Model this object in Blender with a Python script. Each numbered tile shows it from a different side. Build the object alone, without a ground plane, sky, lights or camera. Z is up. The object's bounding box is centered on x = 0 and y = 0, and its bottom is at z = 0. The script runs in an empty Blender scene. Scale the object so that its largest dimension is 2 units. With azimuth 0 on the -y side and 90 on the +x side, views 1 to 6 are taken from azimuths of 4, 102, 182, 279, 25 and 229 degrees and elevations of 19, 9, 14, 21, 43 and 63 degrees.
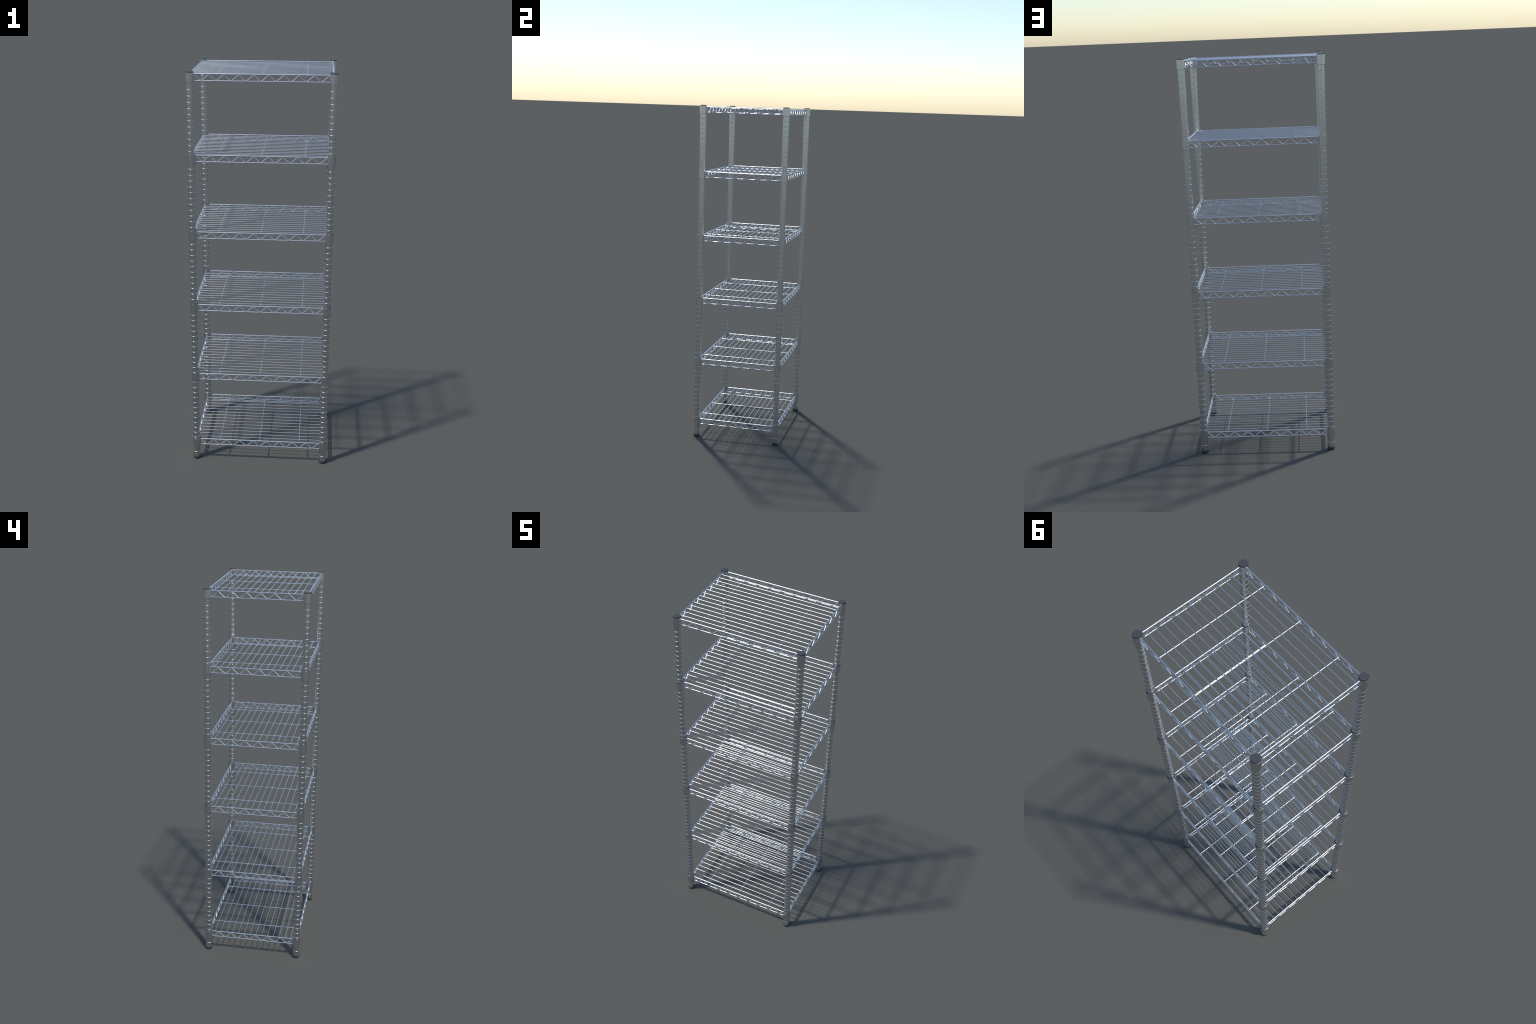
"""Tall free-standing chrome wire shelving rack: four grooved posts, six wire shelves."""
import math
import bpy
import bmesh
from mathutils import Vector

# ----------------------------------------------------------------- sizes (metres)
POST_X, POST_Y = 0.3276, 0.2447          # post axes
POST_R = 0.0171
GROOVE_FIRST, GROOVE_PITCH = 0.0406, 0.02847
GROOVE_HALF, GROOVE_DEPTH = 0.0015, 0.0009
CAP_R, FOOT_R = 0.0178, 0.0190
TOP_Z = 2.0
SHELF_TOP, SHELF_PITCH, SHELF_COUNT = 1.9885, 0.3762, 6
COLLAR_R, COLLAR_UP, COLLAR_DOWN = 0.0205, 0.0073, 0.0399
RAIL_DROP = 0.0308                        # lower rail below upper rail
UPPER_RAIL_R, LOWER_RAIL_R = 0.0032, 0.0028
ZIGZAG_R = 0.0028
DECK_R, CROSS_R = 0.00175, 0.0025
DECK_COUNT, DECK_PITCH, DECK_DROP = 14, 0.0325, 0.0013
CROSS_X, CROSS_DROP = (-0.2048, 0.0, 0.2048), 0.0056

scene = bpy.context.scene
collection = scene.collection


# ----------------------------------------------------------------- materials
def chrome(name, colour, roughness, spread):
    m = bpy.data.materials.new(name)
    m.use_nodes = True
    nt = m.node_tree
    bsdf = nt.nodes["Principled BSDF"]
    bsdf.inputs["Metallic"].default_value = 1.0
    coord = nt.nodes.new("ShaderNodeTexCoord")
    noise = nt.nodes.new("ShaderNodeTexNoise")
    noise.inputs["Scale"].default_value = 9.0
    noise.inputs["Detail"].default_value = 3.0
    nt.links.new(coord.outputs["Object"], noise.inputs["Vector"])
    rough = nt.nodes.new("ShaderNodeMapRange")
    rough.inputs["To Min"].default_value = roughness - spread
    rough.inputs["To Max"].default_value = roughness + spread
    nt.links.new(noise.outputs["Fac"], rough.inputs["Value"])
    nt.links.new(rough.outputs["Result"], bsdf.inputs["Roughness"])
    ramp = nt.nodes.new("ShaderNodeValToRGB")
    ramp.color_ramp.elements[0].position = 0.3
    ramp.color_ramp.elements[1].position = 0.7
    ramp.color_ramp.elements[0].color = (*(c * 0.98 for c in colour), 1)
    ramp.color_ramp.elements[1].color = (*colour, 1)
    nt.links.new(noise.outputs["Fac"], ramp.inputs["Fac"])
    nt.links.new(ramp.outputs["Color"], bsdf.inputs["Base Color"])
    return m


def plastic(name, colour, roughness):
    m = bpy.data.materials.new(name)
    m.use_nodes = True
    nt = m.node_tree
    bsdf = nt.nodes["Principled BSDF"]
    coord = nt.nodes.new("ShaderNodeTexCoord")
    noise = nt.nodes.new("ShaderNodeTexNoise")
    noise.inputs["Scale"].default_value = 400.0
    nt.links.new(coord.outputs["Object"], noise.inputs["Vector"])
    ramp = nt.nodes.new("ShaderNodeValToRGB")
    ramp.color_ramp.elements[0].color = (*(c * 0.94 for c in colour), 1)
    ramp.color_ramp.elements[1].color = (*(c * 1.06 for c in colour), 1)
    nt.links.new(noise.outputs["Fac"], ramp.inputs["Fac"])
    nt.links.new(ramp.outputs["Color"], bsdf.inputs["Base Color"])
    bsdf.inputs["Roughness"].default_value = roughness
    return m


METAL = (0.66, 0.66, 0.66)
CHROME = chrome("chrome_plate", METAL, 0.3, 0.01)
PLASTIC = plastic("dark_plastic", (0.058, 0.057, 0.058), 0.5)


# ----------------------------------------------------------------- geometry helpers
def finish(bm, name, material, angle=35):
    bmesh.ops.recalc_face_normals(bm, faces=bm.faces)
    for f in bm.faces:
        f.smooth = True
    limit = math.radians(angle)
    for e in bm.edges:
        if len(e.link_faces) == 2 and e.calc_face_angle(0.0) > limit:
            e.smooth = False
    me = bpy.data.meshes.new(name)
    bm.to_mesh(me)
    bm.free()
    me.materials.append(material)
    return me


def lathe(bm, profile, segments=48):
    """Surface of revolution about z through (radius, height) points; r = 0 closes an end."""
    rings = []
    for r, z in profile:
        if r == 0:
            rings.append([bm.verts.new((0, 0, z))])
        else:
            rings.append([bm.verts.new((r * math.cos(2 * math.pi * i / segments),
                                        r * math.sin(2 * math.pi * i / segments), z))
                          for i in range(segments)])
    for a, b in zip(rings, rings[1:]):
        for i in range(segments):
            j = (i + 1) % segments
            quad = [a[i % len(a)], a[j % len(a)], b[j % len(b)], b[i % len(b)]]
            bm.faces.new(list(dict.fromkeys(quad)))


def tube(bm, path, radius, side, segments=16):
    """Round wire along a planar path; 'side' is the normal of the path's plane."""
    side = Vector(side).normalized()
    path = [Vector(p) for p in path]
    rings = []
    for k, p in enumerate(path):
        t0 = (p - path[k - 1]).normalized() if k else None
        t1 = (path[k + 1] - p).normalized() if k < len(path) - 1 else None
        if t0 is None:
            t, stretch = t1, 1.0
        elif t1 is None:
            t, stretch = t0, 1.0
        else:
            t = (t0 + t1).normalized()
            stretch = 1.0 / max(0.5, t.dot(t0))
        n = side.cross(t).normalized()
        rings.append([bm.verts.new(p + radius * (math.cos(a) * side + stretch * math.sin(a) * n))
                      for a in (2 * math.pi * i / segments for i in range(segments))])
    for a, b in zip(rings, rings[1:]):
        for i in range(segments):
            j = (i + 1) % segments
            bm.faces.new((a[i], a[j], b[j], b[i]))
    bm.faces.new(rings[0][::-1])
    bm.faces.new(rings[-1])


def rounded(points, radius, steps=4):
    """Replace the inner corners of a polyline by arcs."""
    points = [Vector(p) for p in points]
    out = [points[0]]
    for a, b, c in zip(points, points[1:], points[2:]):
        p, q = b + (a - b).normalized() * radius, b + (c - b).normalized() * radius
        for i in range(steps + 1):
            t = i / steps
            out.append(p * (1 - t) ** 2 + b * 2 * t * (1 - t) + q * t ** 2)
    out.append(points[-1])
    return out


def place(name, mesh, parent, location=(0, 0, 0), turn=0.0):
    o = bpy.data.objects.new(name, mesh)
    o.location = location
    o.rotation_euler = (0, 0, turn)
    o.parent = parent
    collection.objects.link(o)
    return o


# ----------------------------------------------------------------- meshes
def post_mesh():
    h, d = GROOVE_HALF, GROOVE_DEPTH
    arc = (h * h + d * d) / (2 * d)                 # radius of the round-bottomed groove
    half = math.asin(h / arc)
    groove = []
    for i in range(11):
        a = half * (i / 5 - 1)
        groove.append((arc * math.cos(a) - (arc - d), arc * math.sin(a)))
    profile = [(0, 0.004), (POST_R, 0.004), (POST_R, 0.0045)]
    z = GROOVE_FIRST
    while z < 1.93:
        profile.append((POST_R, z - h - 0.0006))
        profile += [(POST_R - depth, z + dz) for depth, dz in groove]
        profile.append((POST_R, z + h + 0.0006))
        z += GROOVE_PITCH
    profile += [(POST_R, 1.9935), (POST_R, 1.994), (0, 1.994)]
    bm = bmesh.new()
    lathe(bm, profile, 40)
    return finish(bm, "post", CHROME, 40)


def collar_mesh():
    r, u, d = COLLAR_R, COLLAR_UP, -COLLAR_DOWN
    lip = r - 0.0007                                # thin sheet-metal sleeve, open slot round the post
    profile = [(POST_R - 0.0006, u - 0.014), (lip, u - 0.014), (lip, u - 0.013), (lip, u - 0.0008), (lip, u - 0.0003),
               (lip + 0.0003, u), (r, u - 0.0001), (r, u - 0.0005), (r, u - 0.0012), (r, d + 0.0027), (r, d + 0.0020),
               (r - 0.0019, d), (POST_R - 0.0006, d)]
    bm = bmesh.new()
    lathe(bm, profile, 48)
    return finish(bm, "collar", CHROME, 15)


def sleeve_mesh():
    """Dark plastic wedge sleeve that fills the slot between post and collar."""
    inner, outer, top = POST_R - 0.0005, COLLAR_R - 0.0007 + 0.0002, COLLAR_UP - 0.0014
    bm = bmesh.new()
    lathe(bm, [(inner, top - 0.008), (outer, top - 0.008), (outer, top), (inner, top)], 40)
    return finish(bm, "sleeve", PLASTIC, 30)


def cap_mesh():
    bm = bmesh.new()
    lathe(bm, [(0, 1.9935), (CAP_R, 1.9935), (CAP_R, 1.9990), (CAP_R, 1.9994),
               (CAP_R - 0.0005, TOP_Z), (CAP_R - 0.0010, TOP_Z), (0, TOP_Z)], 40)
    return finish(bm, "cap", PLASTIC, 30)


def foot_mesh():
    bm = bmesh.new()
    lathe(bm, [(0, 0), (FOOT_R - 0.0035, 0), (FOOT_R - 0.0018, 0.0006), (FOOT_R - 0.0006, 0.0020),
               (FOOT_R, 0.0042), (FOOT_R, 0.0120), (FOOT_R - 0.0004, 0.0128), (POST_R - 0.001, 0.0130)], 40)
    return finish(bm, "foot", PLASTIC, 40)


def frame_mesh():
    """Upper and lower rails on all four sides of one shelf, running collar to collar."""
    bm = bmesh.new()
    ex, ey = POST_X - COLLAR_R + 0.0012, POST_Y - COLLAR_R + 0.0012
    for s in (-1, 1):
        for z, r in ((0.0, UPPER_RAIL_R), (-RAIL_DROP, LOWER_RAIL_R)):
            tube(bm, [(-ex, s * POST_Y, z), (ex, s * POST_Y, z)], r, (0, 0, 1))
            tube(bm, [(s * POST_X, -ey, z), (s * POST_X, ey, z)], r, (0, 0, 1))
    return finish(bm, "shelf", CHROME)


def zigzag_mesh(half, waves, first_up):
    """Truss wire along x from -half to +half; 'waves' half-periods."""
    up, down = -UPPER_RAIL_R + 0.0008, -RAIL_DROP - 0.0009
    pts = []
    for i in range(waves + 1):
        high = (i % 2 == 0) == first_up
        pts.append((-half + 2 * half * i / waves, 0, up if high else down))
    bm = bmesh.new()
    tube(bm, rounded(pts, 0.0042), ZIGZAG_R, (0, 1, 0), 14)
    return finish(bm, "zigzag_wire", CHROME)


def rod_mesh(name, half, radius):
    bm = bmesh.new()
    tube(bm, [(-half, 0, 0), (half, 0, 0)], radius, (0, 0, 1), 16)
    return finish(bm, name, CHROME)


# ----------------------------------------------------------------- assembly
rack = bpy.data.objects.new("wire_shelving_rack", None)
rack["label"] = "tall six-tier chrome wire shelving rack on grooved posts"
rack["category"] = "shelving rack"
collection.objects.link(rack)

corners = [(sx * POST_X, sy * POST_Y) for sx in (-1, 1) for sy in (-1, 1)]

post_me, cap_me, foot_me = post_mesh(), cap_mesh(), foot_mesh()
for x, y in corners:
    post = place("post", post_me, rack, (x, y, 0))
    place("cap", cap_me, post)
    place("foot", foot_me, post)

frame_me, collar_me, sleeve_me = frame_mesh(), collar_mesh(), sleeve_mesh()
long_me = zigzag_mesh(0.3076, 18, True)
short_me = zigzag_mesh(0.2236, 13, True)
deck_me = rod_mesh("deck_wire", POST_X - 0.0008, DECK_R)
cross_me = rod_mesh("cross_wire", POST_Y - 0.0030, CROSS_R)

for k in range(SHELF_COUNT):
    shelf = place("shelf", frame_me, rack, (0, 0, SHELF_TOP - k * SHELF_PITCH))
    for x, y in corners:
        place("collar", collar_me, shelf, (x, y, 0))
        if k > 0:                                   # the top collars are closed by the post caps
            place("sleeve", sleeve_me, shelf, (x, y, 0))
    for s in (-1, 1):
        place("zigzag_wire", long_me, shelf, (0, s * POST_Y, 0))
        place("zigzag_wire", short_me, shelf, (s * POST_X, 0, 0), math.pi / 2)
    for i in range(DECK_COUNT):
        place("deck_wire", deck_me, shelf, (0, (i - (DECK_COUNT - 1) / 2) * DECK_PITCH - 0.0012, -DECK_DROP))
    for x in CROSS_X:
        place("cross_wire", cross_me, shelf, (x, 0, -CROSS_DROP), math.pi / 2)
